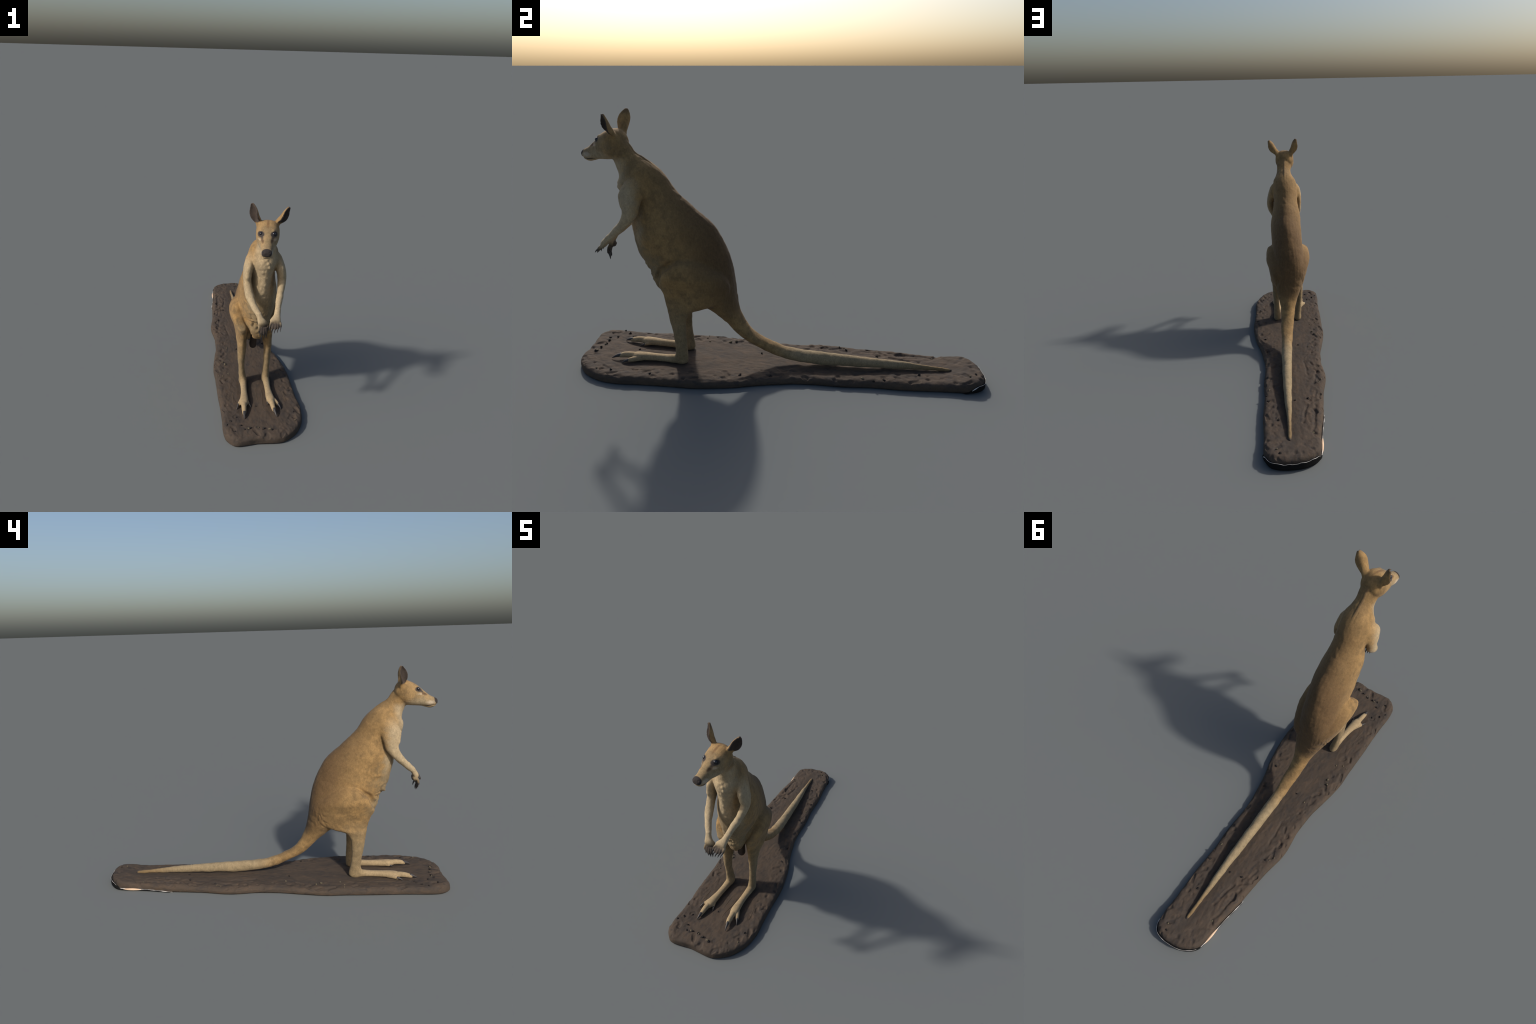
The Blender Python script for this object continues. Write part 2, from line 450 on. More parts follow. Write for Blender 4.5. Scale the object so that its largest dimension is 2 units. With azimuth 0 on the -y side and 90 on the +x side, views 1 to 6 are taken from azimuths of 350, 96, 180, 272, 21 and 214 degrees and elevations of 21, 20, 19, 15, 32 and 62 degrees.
# face: sockets, brow, cheek hollow, mouth slit, nostrils
def push(center, radius, amount, mirror=True):
    global P
    for sx in ((-1, 1) if mirror else (1,)):
        c = head_point(center[0] * sx, center[1], center[2])
        w = blob(P, c, radius, 1.0) * isface
        P += N * (w * amount)[:, None]
push((.0375, .060, .024), (.016, .016, .013), -.0050)
push((.030, .052, .038), (.014, .020, .010), .0030)
push((.030, .095, .000), (.016, .024, .020), -.0030)
push((.040, .050, -.020), (.022, .030, .022), .0030)
push((.024, .125, -.050), (.014, .026, .014), .0022)
slit = np.abs(hz - (-.0665 - .10 * np.clip(hf - .125, 0, 1) * 0 + .16 * np.clip(hf - .125, 0, .05)))
m = (1 - sstep(0, .0045, slit)) * sstep(.083, .095, hf) * isface
P -= N * (m * .0045)[:, None]
push((.013, .158, -.036), (.007, .009, .006), -.0040)
body.P = P
body.smooth(1, .3)
body.smooth(3, .5, 0, w=np.maximum(blob(P, (-.10, -.53, .54), (.05, .05, .05), .6), blob(P, (.09, -.53, .54), (.05, .05, .05), .6)))

# ------------------------------------------------------------------ materials
class Nodes:
    def __init__(s, name):
        s.mat = bpy.data.materials.new(name)
        s.mat.use_nodes = True
        s.t = s.mat.node_tree
        s.t.nodes.clear()
        s.out = s.t.nodes.new('ShaderNodeOutputMaterial')
        s.b = s.t.nodes.new('ShaderNodeBsdfPrincipled')
        s.t.links.new(s.b.outputs[0], s.out.inputs[0])
        tc = s.t.nodes.new('ShaderNodeTexCoord')
        s.P = tc.outputs['Object']
        sp = s.t.nodes.new('ShaderNodeSeparateXYZ')
        s.t.links.new(s.P, sp.inputs[0])
        s.x, s.y, s.z = sp.outputs
    def put(s, sock, val):
        if isinstance(val, bpy.types.NodeSocket):
            s.t.links.new(val, sock)
        elif isinstance(val, (tuple, list, np.ndarray)) and sock.type == 'RGBA' and len(val) == 3:
            sock.default_value = tuple(val) + (1,)
        else:
            sock.default_value = tuple(val) if isinstance(val, np.ndarray) else val
    def math(s, op, a, b=0.0, clamp=False):
        n = s.t.nodes.new('ShaderNodeMath'); n.operation = op; n.use_clamp = clamp
        s.put(n.inputs[0], a); s.put(n.inputs[1], b)
        return n.outputs[0]
    def add(s, a, b): return s.math('ADD', a, b)
    def sub(s, a, b): return s.math('SUBTRACT', a, b)
    def mul(s, a, b): return s.math('MULTIPLY', a, b)
    def maxi(s, a, b): return s.math('MAXIMUM', a, b)
    def inv(s, a): return s.math('SUBTRACT', 1.0, a)
    def vec(s, op, a, b=(0, 0, 0), out=0):
        n = s.t.nodes.new('ShaderNodeVectorMath'); n.operation = op
        s.put(n.inputs[0], a); s.put(n.inputs[1], b)
        return n.outputs['Value'] if op in ('LENGTH', 'DOT_PRODUCT', 'DISTANCE') else n.outputs[0]
    def step(s, a, b, x):
        n = s.t.nodes.new('ShaderNodeMapRange'); n.interpolation_type = 'SMOOTHSTEP'
        s.put(n.inputs['Value'], x)
        if a <= b:
            n.inputs['From Min'].default_value, n.inputs['From Max'].default_value = a, b
            n.inputs['To Min'].default_value, n.inputs['To Max'].default_value = 0, 1
        else:
            n.inputs['From Min'].default_value, n.inputs['From Max'].default_value = b, a
            n.inputs['To Min'].default_value, n.inputs['To Max'].default_value = 1, 0
        return n.outputs[0]
    def noise(s, scale, detail=3.0, rough=.55, stretch=None, distortion=0.0, coord=None):
        n = s.t.nodes.new('ShaderNodeTexNoise')
        c = coord or s.P
        if stretch is not None:
            c = s.vec('MULTIPLY', c, stretch)
        s.t.links.new(c, n.inputs['Vector'])
        n.inputs['Scale'].default_value = scale
        n.inputs['Detail'].default_value = detail
        n.inputs['Roughness'].default_value = rough
        n.inputs['Distortion'].default_value = distortion
        return n.outputs[0]
    def ball(s, coord, c, r, a=1.0, b=.4):
        """1 inside an ellipsoid, fading to 0 at its skin"""
        q = s.vec('MULTIPLY', s.vec('SUBTRACT', coord, tuple(c)), tuple(1.0 / np.asarray(r, float)))
        return s.step(a, b, s.vec('LENGTH', q))
    def mix(s, f, a, b):
        n = s.t.nodes.new('ShaderNodeMix'); n.data_type = 'RGBA'
        s.put(n.inputs[0], f)
        s.put(n.inputs[6], a); s.put(n.inputs[7], b)
        return n.outputs[2]
    def bump(s, height, strength, dist):
        n = s.t.nodes.new('ShaderNodeBump')
        n.inputs['Strength'].default_value = strength
        n.inputs['Distance'].default_value = dist
        s.put(n.inputs['Height'], height)
        s.t.links.new(n.outputs[0], s.b.inputs['Normal'])
    def finish(s, color, rough=.8, spec=.2):
        s.put(s.b.inputs['Base Color'], color)
        s.put(s.b.inputs['Roughness'], rough)
        s.b.inputs['Specular IOR Level'].default_value = spec
        return s.mat

TAN = (.205, .129, .056)
GOLD = (.290, .178, .071)
BACK = (.098, .058, .027)
CREAM = (.400, .310, .190)
GREY = (.225, .172, .098)
DARK = (.040, .033, .030)
BROWN = (.150, .090, .050)

def fur_material():
    n = Nodes('short_fur')
    big = n.noise(7, 4, .6)
    mid = n.noise(28, 4, .6)
    hair = n.noise(330, 2, .6, stretch=(1, .6, .35))
    tuft = n.noise(110, 3, .65, stretch=(1, .8, .45))
    hair2 = n.noise(900, 1, .5, stretch=(1, .7, .4))
    jit = n.sub(big, .5)
    jit2 = n.sub(mid, .5)
    # distance behind the belly: 0 at the breast, larger towards the back
    dors = n.add(n.add(n.mul(n.y, .92), n.mul(n.z, .38)), n.add(n.mul(jit, .22), n.mul(jit2, .08)))
    base = n.mix(n.step(.36, .64, n.add(n.mul(big, .6), n.mul(mid, .4))), TAN, GOLD)
    trunk = n.mul(n.step(.24, .36, n.z), n.step(1.16, 1.04, n.z))
    col = n.mix(n.mul(n.mul(n.step(-.20, -.02, dors), trunk), .90), base, BACK)
    col = n.mix(n.mul(n.step(-.255, -.36, dors), n.mul(n.step(.40, .48, n.z), .75)), col, GREY)
    # cream chest and throat, narrower than the trunk
    ax = n.math('ABSOLUTE', n.sub(n.add(n.x, n.mul(jit2, .03)), .005))
    chest = n.mul(n.mul(n.step(.078, .040, ax), n.step(-.655, -.70, n.add(n.y, n.mul(jit2, .03)))), n.mul(n.step(.64, .74, n.z), n.step(1.06, 1.02, n.z)))
    col = n.mix(n.mul(chest, .8), col, CREAM)
    # arms: pale, forearms palest, running up over the shoulder front
    arm = n.mul(n.step(-.600, -.665, n.add(n.y, n.mul(jit2, .06))), n.mul(n.step(.045, .075, ax), n.mul(n.step(.60, .70, n.z), n.step(1.0, .90, n.z))))
    col = n.mix(n.mul(arm, .85), col, CREAM)
    fore = n.step(-.700, -.735, n.y)
    fore = n.mul(fore, n.mul(n.step(.60, .66, n.z), n.step(.85, .80, n.z)))
    col = n.mix(n.mul(fore, .9), col, CREAM)
    # lower legs and feet
    leg = n.mul(n.step(.44, .20, n.add(n.z, n.mul(jit2, .10))), n.step(-.36, -.43, n.y))
    col = n.mix(n.mul(leg, .75), col, GREY)
    feet = n.mul(n.step(.115, .085, n.z), n.step(-.48, -.56, n.y))
    col = n.mix(n.mul(feet, .75), col, (.34, .252, .145))
    # tail greys out past the bend, brown again at the tip
    tailm = n.step(-.06, .14, n.add(n.y, n.mul(jit2, .08)))
    col = n.mix(n.mul(tailm, .85), col, (.250, .196, .118))
    tip = n.step(.56, .80, n.add(n.y, n.mul(jit2, .05)))
    col = n.mix(n.mul(tip, .8), col, (.165, .105, .046))
    col = n.mix(n.step(.828, .842, n.y), col, DARK)
    # hands darken towards the fingers
    handm = n.maxi(n.ball(n.P, (-.016, -.812, .580), (.055, .055, .075), 1, .55), n.ball(n.P, (.034, -.860, .604), (.085, .078, .085), 1, .45))
    handm = n.maxi(handm, n.ball(n.P, (-.018, -.785, .612), (.045, .022, .045), 1, .6))     # bare palm
    col = n.mix(n.mul(n.math('MULTIPLY', n.add(handm, n.mul(jit2, .8)), handm, True), .93), col, (.045, .036, .032))
    # dark scrotum
    col = n.mix(n.ball(n.P, (-.007, -.455, .300), (.034, .050, .075), 1, .85), col, (.055, .038, .028))
    # nape line
    nape = n.mul(n.step(.014, .002, n.math('ABSOLUTE', n.sub(n.x, .006))), n.mul(n.step(1.02, 1.05, n.z), n.step(-.70, -.67, n.y)))
    col = n.mix(n.mul(nape, .6), col, (.13, .085, .045))
    # ---------------- face, in head coordinates
    rel = n.vec('SUBTRACT', n.P, tuple(HO))
    lx = n.vec('DOT_PRODUCT', rel, tuple(HL))
    fw = n.vec('DOT_PRODUCT', rel, tuple(HF))
    comb = n.t.nodes.new('ShaderNodeCombineXYZ')
    alx = n.math('ABSOLUTE', lx)
    n.put(comb.inputs[0], n.add(alx, n.mul(jit2, .008)))
    n.put(comb.inputs[1], n.add(fw, n.mul(jit2, .012)))
    n.put(comb.inputs[2], n.add(n.sub(n.z, 1.10), n.mul(jit2, .010)))
    Hc = comb.outputs[0]
    face = n.mul(n.step(-.02, .03, fw), n.step(.98, 1.02, n.z))
    col = n.mix(n.mul(face, .35), col, (.315, .215, .108))
    col = n.mix(n.mul(n.ball(Hc, (.034, .060, -.05), (.05, .085, .04), 1, .3), .75), col, (.33, .262, .165))     # jaw
    col = n.mix(n.mul(n.ball(Hc, (.0, .02, .065), (.012, .075, .03), 1, .2), .75), col, (.155, .083, .038))      # forehead stripe
    col = n.mix(n.mul(n.ball(Hc, (.038, .076, -.001), (.020, .036, .0085), 1, .2), .7), col, (.44, .345, .235))       # pale streak below the eye
    col = n.mix(n.mul(n.ball(Hc, (.027, .106, .000), (.015, .040, .012), 1, .45), .9), col, (.105, .060, .033))    # brown snout stripe
    col = n.mix(n.mul(n.ball(Hc, (.024, .128, -.048), (.016, .036, .017), 1, .3), .85), col, (.45, .365, .265))    # pale lip
    col = n.mix(n.mul(n.ball(Hc, (.036, .066, .0235), (.027, .030, .0165), 1, .68), .95), col, (.034, .029, .030))  # eye patch
    col = n.mix(n.mul(n.ball(Hc, (.030, .088, .012), (.014, .020, .011), 1, .4), .85), col, (.040, .032, .031))     # patch runs on towards the snout
    mouth = n.mul(n.ball(Hc, (.020, .118, -.0655), (.030, .034, .0050), 1, .3), .9)
    col = n.mix(mouth, col, (.055, .040, .032))
    col = n.mix(n.ball(Hc, (0, .164, -.037), (.036, .0235, .0265), 1, .82), col, (.034, .028, .026))              # nose pad
    # ---------------- ears: dark cup inside, tan rims, dusky tip
    for c, op, r in (((-.062, -.700, 1.212), (-.80, -.60, .05), 1), ((.087, -.733, 1.205), (.72, -.70, -.05), 1)):
        opu = unit(np.array(op))
        g = n.t.nodes.new('ShaderNodeNewGeometry')
        facing = n.vec('DOT_PRODUCT', g.outputs['Normal'], tuple(opu))
        near = n.ball(n.P, c, (.058, .058, .066), 1, .9)
        inside = n.mul(n.step(.05, .35, n.add(facing, n.mul(jit2, .5))), n.mul(near, n.step(1.148, 1.160, n.z)))
        col = n.mix(n.mul(inside, .93), col, (.040, .033, .032))
        tipm = n.mul(n.ball(n.P, c, (.09, .09, .09), 1, .9), n.step(1.222, 1.248, n.z))
        col = n.mix(n.mul(tipm, .55), col, (.08, .055, .04))
    # ---------------- hair grain
    g2 = n.add(n.mul(n.sub(hair, .5), .85), n.mul(n.sub(hair2, .5), .5))
    shade = n.add(1.0, n.add(n.mul(g2, .75), n.add(n.mul(n.sub(tuft, .5), .6), n.mul(jit2, .55))))
    hsv = n.t.nodes.new('ShaderNodeHueSaturation')
    n.put(hsv.inputs['Value'], shade)
    n.put(hsv.inputs['Color'], col)
    n.bump(n.add(n.mul(hair, .7), n.mul(hair2, .4)), .35, .002)
    m = n.finish(hsv.outputs[0], .82, .18)
    n.b.inputs['Sheen Weight'].default_value = .06
    n.b.inputs['Sheen Roughness'].default_value = .5
    return m

def mud_material():
    n = Nodes('dried_mud')
    a = n.noise(9, 5, .62, stretch=(1, .5, 1))
    b = n.noise(45, 4, .6, stretch=(1, .45, 1), distortion=.6)
    c = n.noise(260, 3, .6)
    col = n.mix(n.step(.36, .66, a), (.055, .043, .034), (.074, .054, .039))
    col = n.mix(n.mul(n.step(.52, .70, b), .6), col, (.092, .062, .042))
    col = n.mix(n.mul(n.step(.47, .33, b), .6), col, (.038, .033, .031))
    shade = n.add(.72, n.mul(c, .56))
    hsv = n.t.nodes.new('ShaderNodeHueSaturation')
    n.put(hsv.inputs['Value'], shade); n.put(hsv.inputs['Color'], col)
    n.bump(n.add(n.mul(b, .8), n.mul(c, .3)), .5, .004)
    return n.finish(hsv.outputs[0], .85, .2)

def plain(name, color, rough=.6, spec=.3, var=.3, scale=120):
    n = Nodes(name)
    v = n.noise(scale, 3, .6)
    hsv = n.t.nodes.new('ShaderNodeHueSaturation')
    n.put(hsv.inputs['Value'], n.add(1 - var / 2, n.mul(v, var)))
    hsv.inputs['Color'].default_value = tuple(color) + (1,)
    n.bump(v, .2, .001)
    return n.finish(hsv.outputs[0], rough, spec)

FUR = fur_material()
MUD = mud_material()
CLAW = plain('claw_horn', (.045, .040, .038), .45, .4)
EYE = plain('glass_eye', (.012, .011, .014), .08, .6, .1)
BLACK = plain('black_scan_gap', (.010, .010, .010), .9, .1)  # flat black for the area missing from the scan, no real layer
PLASTER = plain('bare_plaster', (.62, .58, .54), .8, .2)
CHIP = plain('plaster_chip', (.70, .50, .34), .8, .2, .5, 60)
PEBBLE = plain('pale_grit', (.115, .095, .062), .8, .2, .6, 90)
CLOD = plain('dark_clod', (.030, .026, .024), .9, .1, .5, 90)
RIDGE = plain('pale_scratch', (.085, .064, .045), .9, .1, .4, 90)

# ------------------------------------------------------------------ objects
scene = bpy.context.scene
def link(ob, parent=None, mat=None):
    scene.collection.objects.link(ob)
    if parent is not None:
        ob.parent = parent
    if mat is not None:
        ob.data.materials.append(mat)
    return ob

root = link(bpy.data.objects.new('mounted_wallaby', None))
root['label'] = 'tan wallaby standing upright on a long brown mud slab'
root['category'] = 'wallaby'

NV = body.normals()
quad_label_votes = vert_label[body.quads]
quad_label = quad_label_votes[:, 0]
parts = {}
for lab in dict.fromkeys(label_list):
    sel = np.nonzero(quad_label == lab)[0]
    if len(sel) == 0:
        continue
    q = body.quads[sel]
    used, inv = np.unique(q, return_inverse=True)
    q2 = inv.reshape(-1, 4)
    kind = lab.split('.')[0]
    me = bpy.data.meshes.new(kind)
    me.from_pydata(body.P[used].tolist(), [], q2.tolist())
    me.polygons.foreach_set('use_smooth', np.ones(len(q2), bool))
    me.update()
    me.normals_split_custom_set_from_vertices(NV[used].tolist())
    ob = bpy.data.objects.new(kind, me)
    parts[lab] = link(ob, root, FUR)
for lab in list(parts):
    if lab.startswith('ear'):
        parts[lab].parent = parts['head']

# eyes
def ball_mesh(name, radii, seg=24, rings=14):
    bm = bmesh.new()
    bmesh.ops.create_uvsphere(bm, u_segments=seg, v_segments=rings, radius=1)
    for v in bm.verts:
        v.co = Vector((v.co.x * radii[0], v.co.y * radii[1], v.co.z * radii[2]))
    me = bpy.data.meshes.new(name); bm.to_mesh(me); bm.free()
    me.polygons.foreach_set('use_smooth', np.ones(len(me.polygons), bool))
    return me
eye_me = ball_mesh('eye', (.0105, .0105, .0095))
eye_me.materials.append(EYE)
for sx in (-1, 1):
    e = bpy.data.objects.new('eye', eye_me)
    e.location = head_point(sx * .0312, .0595, .0238)
    link(e, parts['head'])

# claws: tapering, slightly hooked horn
def claw_mesh(a, b, r, bend):
    ax = b - a
    L = np.linalg.norm(ax)
    t_ = ax / L
    side = unit(np.cross(t_, V3(0, 0, 1)))
    up = np.cross(side, t_)
    rows, seg = 9, 10
    v, f = [], []
    for i in range(rows):
        s = i / (rows - 1)
        rr = r * (1 - s) ** .75 + .0004
        c = a + ax * s + up * bend * math.sin(math.pi * s)
        for j in range(seg):
            th = 2 * math.pi * j / seg
            v.append(c + side * rr * .8 * math.cos(th) + up * rr * math.sin(th))
    for i in range(rows - 1):
        for j in range(seg):
            k = (j + 1) % seg
            f.append((i*seg + j, (i+1)*seg + j, (i+1)*seg + k, i*seg + k))
    f.append(tuple(range(seg)))
    f.append(tuple((rows-1)*seg + j for j in reversed(range(seg))))
    me = raw_mesh('claw', v, f)
    bm = bmesh.new(); bm.from_mesh(me); bmesh.ops.recalc_face_normals(bm, faces=bm.faces); bm.to_mesh(me); bm.free()
    me.polygons.foreach_set('use_smooth', np.ones(len(me.polygons), bool))
    return me
for lab, a, b, r, bend in claws:
    link(bpy.data.objects.new('claw', claw_mesh(a, b, r, bend)), parts[lab], CLAW)

# ------------------------------------------------------------------ ground slab
outline = np.array([(-.200, -.975), (-.228, -.930), (-.234, -.860), (-.229, -.720), (-.231, -.550), (-.229, -.400), (-.231, -.285), (-.212, -.150), (-.193, -.040),
                    (-.186, .060), (-.186, .120), (-.197, .220), (-.194, .300), (-.176, .400), (-.164, .520), (-.157, .610), (-.140, .720), (-.132, .790), (-.124, .880),
                    (-.108, .936), (-.050, .976), (.020, .988), (.075, .984), (.112, .964), (.136, .905), (.140, .780), (.146, .600), (.141, .460), (.148, .320), (.143, .200), (.146, .100),
                    (.158, .020), (.172, -.055), (.188, -.123), (.206, -.189), (.219, -.270), (.231, -.380), (.227, -.520), (.227, -.640), (.229, -.760), (.210, -.850),
                    (.165, -.930), (.105, -.978), (.050, -.995), (-.060, -.986), (-.110, -.990), (-.168, -.992)])
outline = outline * np.array([1.014, 1.003]) + np.array([.0, -.002])
def closed_curve(pts, per=8):
    n = len(pts)
    out = []
    for i in range(n):
        p0, p1, p2, p3 = pts[i-1], pts[i], pts[(i+1) % n], pts[(i+2) % n]
        for j in range(per):
            t = j / per
            out.append(.5 * (2*p1 + (p2-p0)*t + (2*p0 - 5*p1 + 4*p2 - p3)*t*t + (3*p1 - p0 - 3*p2 + p3)*t**3))
    return np.array(out)
def slab_solid(curve, rings):
    """rings: (inset, z); capped solid with a fan at top and bottom"""
    n = len(curve)
    tan = unit(np.roll(curve, -1, 0) - np.roll(curve, 1, 0))
    inw = np.stack([-tan[:, 1], tan[:, 0]], 1)
    area = np.sum(curve[:, 0] * np.roll(curve[:, 1], -1) - curve[:, 1] * np.roll(curve[:, 0], -1))
    if area < 0:
        inw = -inw
    V = []
    for ins, z in rings:
        c2 = curve + inw * ins
        V.append(np.column_stack([c2, np.full(n, z)]))
    F = []
    for i in range(len(rings) - 1):
        for j in range(n):
            k = (j + 1) % n
            F.append((i*n + j, i*n + k, (i+1)*n + k, (i+1)*n + j))
    F.append(tuple(reversed(range(n))))
    F.append(tuple((len(rings)-1)*n + j for j in range(n)))
    return np.concatenate(V), F
curve = closed_curve(outline)
sv, sf = slab_solid(curve, [(.004, .0), (.000, .006), (.000, .020), (.003, .029), (.009, .036), (.020, .0405), (.030, .0415)])
slab = Surf(fuse([(sv, sf)], .0042))
slab.smooth(6, .5, .45)
Q = slab.P
SN = slab.normals()
top = sstep(.012, .030, Q[:, 2])
side = sstep(.002, .012, Q[:, 2])
edge = polyline_distance(Q[:, :2], np.concatenate([curve[::3], curve[:1]]))
h = top * (.0028 * fbm(Q, (9, 6, 9), 41) + 0.0010 * fbm(Q * 1.0, (34, 15, 30), 42, 3) + .0009 * noise(Q, (95, 45, 60), 43))
# pockmarked, lumpier mud along the border strips
border = top * sstep(.13, .04, edge)
h += border * (.0034 * np.maximum(fbm(Q, (55, 42, 40), 44), -.3) - .0060 * sstep(.30, .60, noise(Q, (48, 34, 30), 45)))
# worn cracks beside the tail
for pts_, dep in (([(-.073, .56), (-.064, .62), (-.061, .665), (-.050, .705)], .0075), ([(-.118, .56), (-.115, .60), (-.108, .690), (-.111, .712), (-.097, .775)], .0065),
                  ([(-.134, .43), (-.120, .48), (-.090, .50)], .004), ([(-.150, .22), (-.135, .30), (-.125, .36)], .005), ([(-.085, .12), (-.095, .20), (-.10, .26)], .004)):
    dd = polyline_distance(Q[:, :2] + .006 * np.stack([noise(Q, 40, 51), noise(Q, 40, 52)], 1), pts_)
    h -= top * (1 - sstep(.001, .011, dd)) * dep * (.75 + .5 * noise(Q, 45, 53))
# soft furrows pressed by feet and tail
for pts_, dep in (([(-.07, -.45), (-.09, -.67), (-.11, -.82)], .003), ([(.072, -.45), (.063, -.67), (.07, -.83)], .003), ([(.017, .15), (.019, .55), (.018, .85)], .0025)):
    dd = polyline_distance(Q[:, :2], pts_)
    h -= top * (1 - sstep(.012, .045, dd)) * dep
h += top * (-.0045 * sstep(-.45, -.15, Q[:, 1]) * (1 - sstep(.40, .62, Q[:, 1])) + .017 * sstep(.78, .95, Q[:, 1]) + .006 * sstep(-.80, -.93, Q[:, 1]))
lat = np.zeros(len(Q)) + side * (.0030 * fbm(Q, (16, 16, 40), 46) - .001)
Q = Q + V3(0, 0, 1) * h[:, None] + (SN * np.array([1, 1, 0])) * lat[:, None]
Q[:, 2] = np.maximum(Q[:, 2], 0.0)
me = bpy.data.meshes.new('ground_slab')
me.from_pydata(Q.tolist(), [], slab.quads.tolist())
me.polygons.foreach_set('use_smooth', np.ones(len(slab.quads), bool))
me.update()
slab_ob = link(bpy.data.objects.new('ground_slab', me), root, MUD)

topv = Q[Q[:, 2] > .025]
gt = kdtree.KDTree(len(topv))
for i, p in enumerate(topv):
    gt.insert((p[0], p[1], 0), i)
gt.balance()
def ground(x, y):
    return topv[gt.find((x, y, 0))[1]][2]

# black band added where the scan is missing below the tail-end rim
ucurve = closed_curve(outline, 6)
def rim_height(p):
    """how high the black and the plaster line climb around the tail end"""
    hgt = np.where(p[:, 0] > 0, sstep(.88, .955, p[:, 1]), .30 * sstep(.55, .80, p[:, 1]) + .70 * sstep(.90, .95, p[:, 1]))
    return .0015 + .036 * hgt + .004 * hgt * noise(np.column_stack([p, p[:, :1]]), 45, 61)
def underlay():
    n = len(ucurve)
    hh = rim_height(ucurve)
    tanv = unit(np.roll(ucurve, -1, 0) - np.roll(ucurve, 1, 0))
    inw = np.stack([-tanv[:, 1], tanv[:, 0]], 1)
    area = np.sum(ucurve[:, 0] * np.roll(ucurve[:, 1], -1) - ucurve[:, 1] * np.roll(ucurve[:, 0], -1))
    inw = inw if area > 0 else -inw
    grow = np.where(hh > .0025, .0055, -.004)[:, None]
    rings = [np.column_stack([ucurve - inw * (grow - .006), np.full(n, .0006)]),
             np.column_stack([ucurve - inw * grow, np.minimum(hh * .35, .012)]),
             np.column_stack([ucurve - inw * (grow - .001), hh * .97]),
             np.column_stack([ucurve + inw * .012, hh * .97 - .0005])]
    F = []
    for i in range(3):
        for j in range(n):
            k = (j + 1) % n
            F.append((i*n + j, i*n + k, (i+1)*n + k, (i+1)*n + j))
    F.append(tuple(reversed(range(n))))
    F.append(tuple(3*n + j for j in range(n)))
    return np.concatenate(rings), F
uv_, uf_ = underlay()
link(bpy.data.objects.new('underlay', raw_mesh('underlay', uv_, uf_)), slab_ob, BLACK)

# pale plaster showing along the broken rim at the tail end
def ribbon(name, path, radii, parent, mat, seg=7):
    path = np.asarray(path, float)
    T = unit(np.gradient(path, axis=0))
    v, f = [], []
    for p, t, r in zip(path, T, radii):
        s_ = unit(np.cross(t, V3(0, 0, 1)))
        u_ = np.cross(s_, t)
        for j in range(seg):
            th = 2 * math.pi * j / seg
            v.append(p + s_ * r * math.cos(th) + u_ * r * math.sin(th))
    m = len(path)
    for i in range(m - 1):
        for j in range(seg):
            k = (j + 1) % seg
            f.append((i*seg + j, i*seg + k, (i+1)*seg + k, (i+1)*seg + j))
    f.append(tuple(reversed(range(seg))))
    f.append(tuple((m-1)*seg + j for j in range(seg)))
    me = raw_mesh(name, v, f)
    me.polygons.foreach_set('use_smooth', np.ones(len(me.polygons), bool))
    return link(bpy.data.objects.new(name, me), parent, mat)
keep = (rim_height(curve) > .0025)
first = int(np.argmax(keep & ~np.roll(keep, 1)))
run = np.roll(curve, -first, 0)[:int(keep.sum())]
out2 = unit(run - np.array([0, .75]))
rim3 = np.column_stack([run + out2 * .0045, rim_height(run)])
ribbon('plaster_edge', rim3, .0005 + .0022 * np.maximum(noise(rim3, 38, 62) + .25, 0), slab_ob, PLASTER)
patch = curve[(curve[:, 0] < -.09) & (curve[:, 1] > .78) & (curve[:, 1] < .89)]
ribbon('plaster_chip', np.column_stack([patch + np.array([-.004, 0]), np.full(len(patch), .009)]), .0065 * np.sin(np.linspace(.25, 2.9, len(patch))), slab_ob, CHIP)

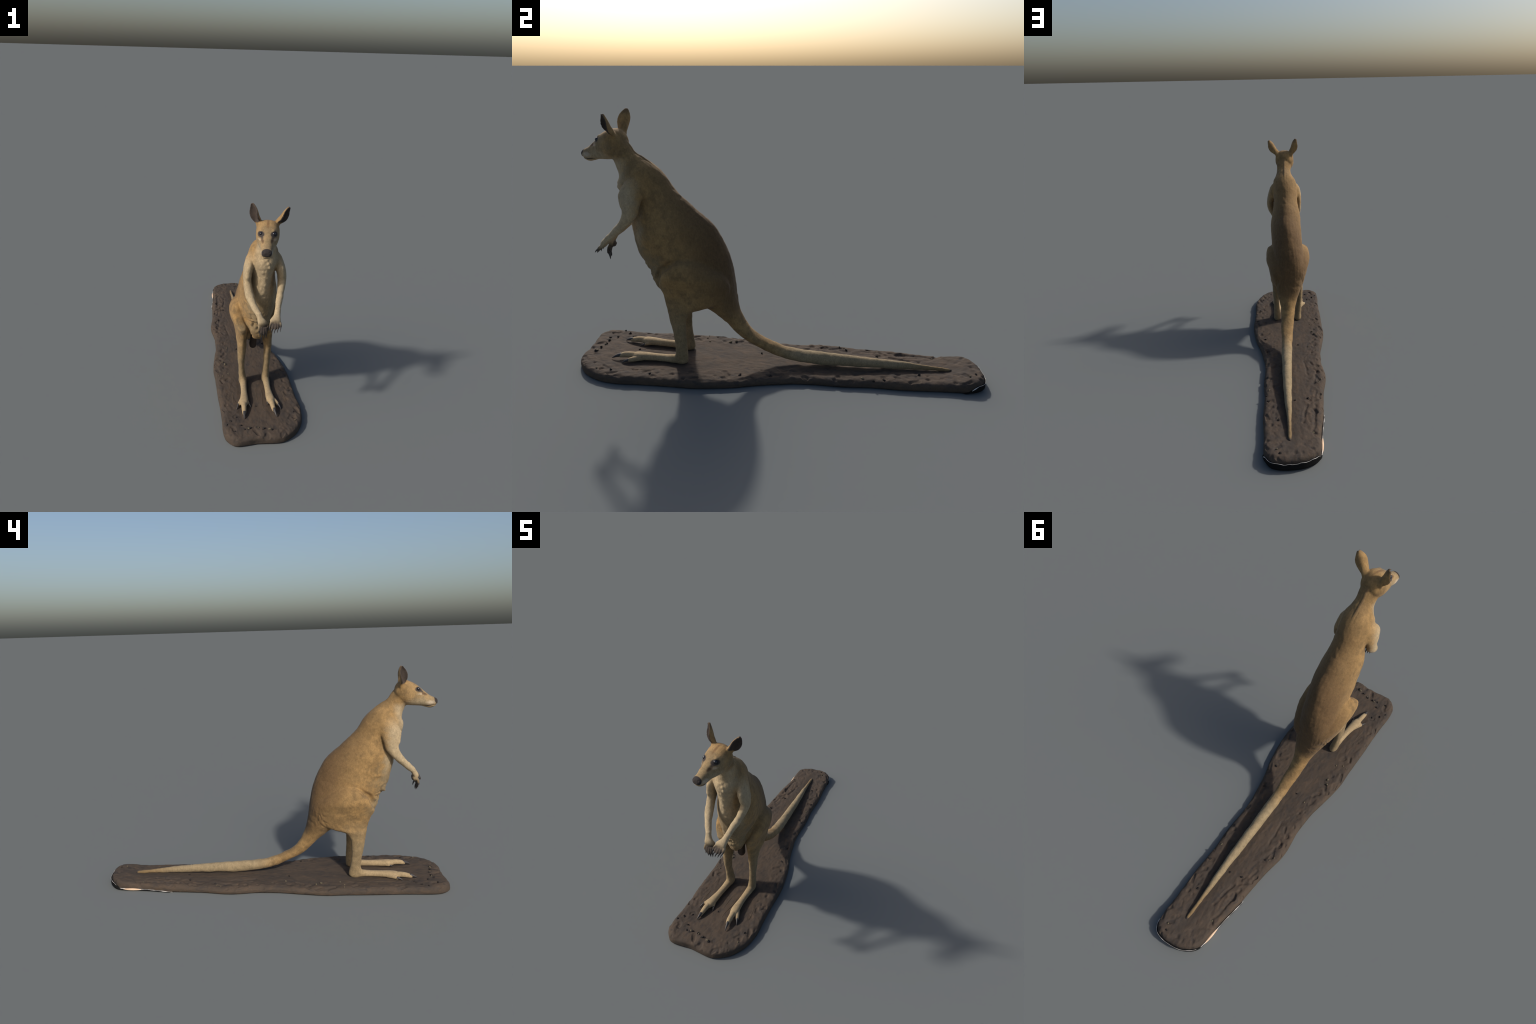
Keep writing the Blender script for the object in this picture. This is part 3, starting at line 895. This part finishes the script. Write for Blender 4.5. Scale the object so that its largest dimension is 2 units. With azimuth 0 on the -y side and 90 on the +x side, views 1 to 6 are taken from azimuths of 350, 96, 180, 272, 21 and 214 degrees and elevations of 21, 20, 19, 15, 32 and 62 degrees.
# ---- loose grit, clods and scratches on the slab
def rock_mesh(name, seed, stretch):
    bm = bmesh.new()
    bmesh.ops.create_icosphere(bm, subdivisions=1, radius=1)
    A = np.array([v.co[:] for v in bm.verts])
    A = A * (1 + .55 * noise(A, 1.7, seed))[:, None] * np.array(stretch)
    for v, a in zip(bm.verts, A):
        v.co = Vector(a)
    me = bpy.data.meshes.new(name); bm.to_mesh(me); bm.free()
    return me
pebble_meshes = [rock_mesh('pebble', 70 + i, (1, .6 + .1*i, .6)) for i in range(3)]
clod_meshes = [rock_mesh('clod', 80 + i, (1, .7 + .1*i, .8)) for i in range(3)]
for m_ in pebble_meshes: m_.materials.append(PEBBLE)
for m_ in clod_meshes: m_.materials.append(CLOD)
def scatter(kind, meshes, spots):
    for i, (x, y, r) in enumerate(spots):
        o = bpy.data.objects.new(kind, meshes[i % len(meshes)])
        o.location = (x, y, ground(x, y) + r * .25)
        o.rotation_euler = (rng.uniform(-.4, .4), rng.uniform(-.4, .4), rng.uniform(0, 6.28))
        o.scale = (r, r, r)
        link(o, slab_ob)
scatter('pebble', pebble_meshes, [(-.156, -.266, .0095), (-.169, -.236, .0085), (-.148, -.376, .005), (-.184, -.397, .005), (-.209, -.392, .0045), (-.121, -.065, .005),
    (-.155, .335, .0055), (-.169, .311, .006), (-.100, -.910, .0075), (.012, -.934, .0085), (.168, -.873, .007), (.119, .412, .0075), (-.050, -.913, .007), (.079, .916, .0075), (-.096, .775, .006)])
scatter('clod', clod_meshes, [(a, b, c * 1.25) for a, b, c in [(-.178, -.926, .006), (-.125, -.917, .006), (-.090, -.912, .007), (-.058, -.912, .006), (-.022, -.926, .008), (.022, -.938, .006), (-.213, -.864, .0055), (-.141, -.882, .0065), (-.190, -.833, .006),
    (-.057, -.087, .006), (.149, -.170, .007), (.135, -.023, .006), (.133, .464, .007), (.120, .514, .008), (.070, .681, .006), (.063, .946, .006), (-.019, .513, .0055), (-.087, .497, .006), (-.140, .345, .006),
    (-.03, -.723, .005), (-.153, -.80, .006), (.173, -.80, .006), (.19, -.60, .006)]])
def scratch(pts):
    c = hermite(np.column_stack([np.array(pts), np.zeros(len(pts)), np.zeros((len(pts), 3))]), 10)[:, :3]
    p = np.column_stack([c[:, :2], [ground(a, b) - .0006 for a, b in c[:, :2]]])
    for _ in range(3):
        p[1:-1, 2] = (p[:-2, 2] + p[1:-1, 2] + p[2:, 2]) / 3
    ribbon('mud_ridge', p, .0023 * np.sin(np.linspace(.2, 2.95, len(p))), slab_ob, RIDGE)
scratch([(.018, -.541), (.027, -.60), (.025, -.633), (.009, -.727), (.016, -.79)])
scratch([(-.005, -.58), (-.009, -.616), (-.013, -.715)])
scratch([(.145, -.561), (.152, -.64), (.157, -.716)])
scratch([(-.146, -.54), (-.150, -.62), (-.156, -.70)])
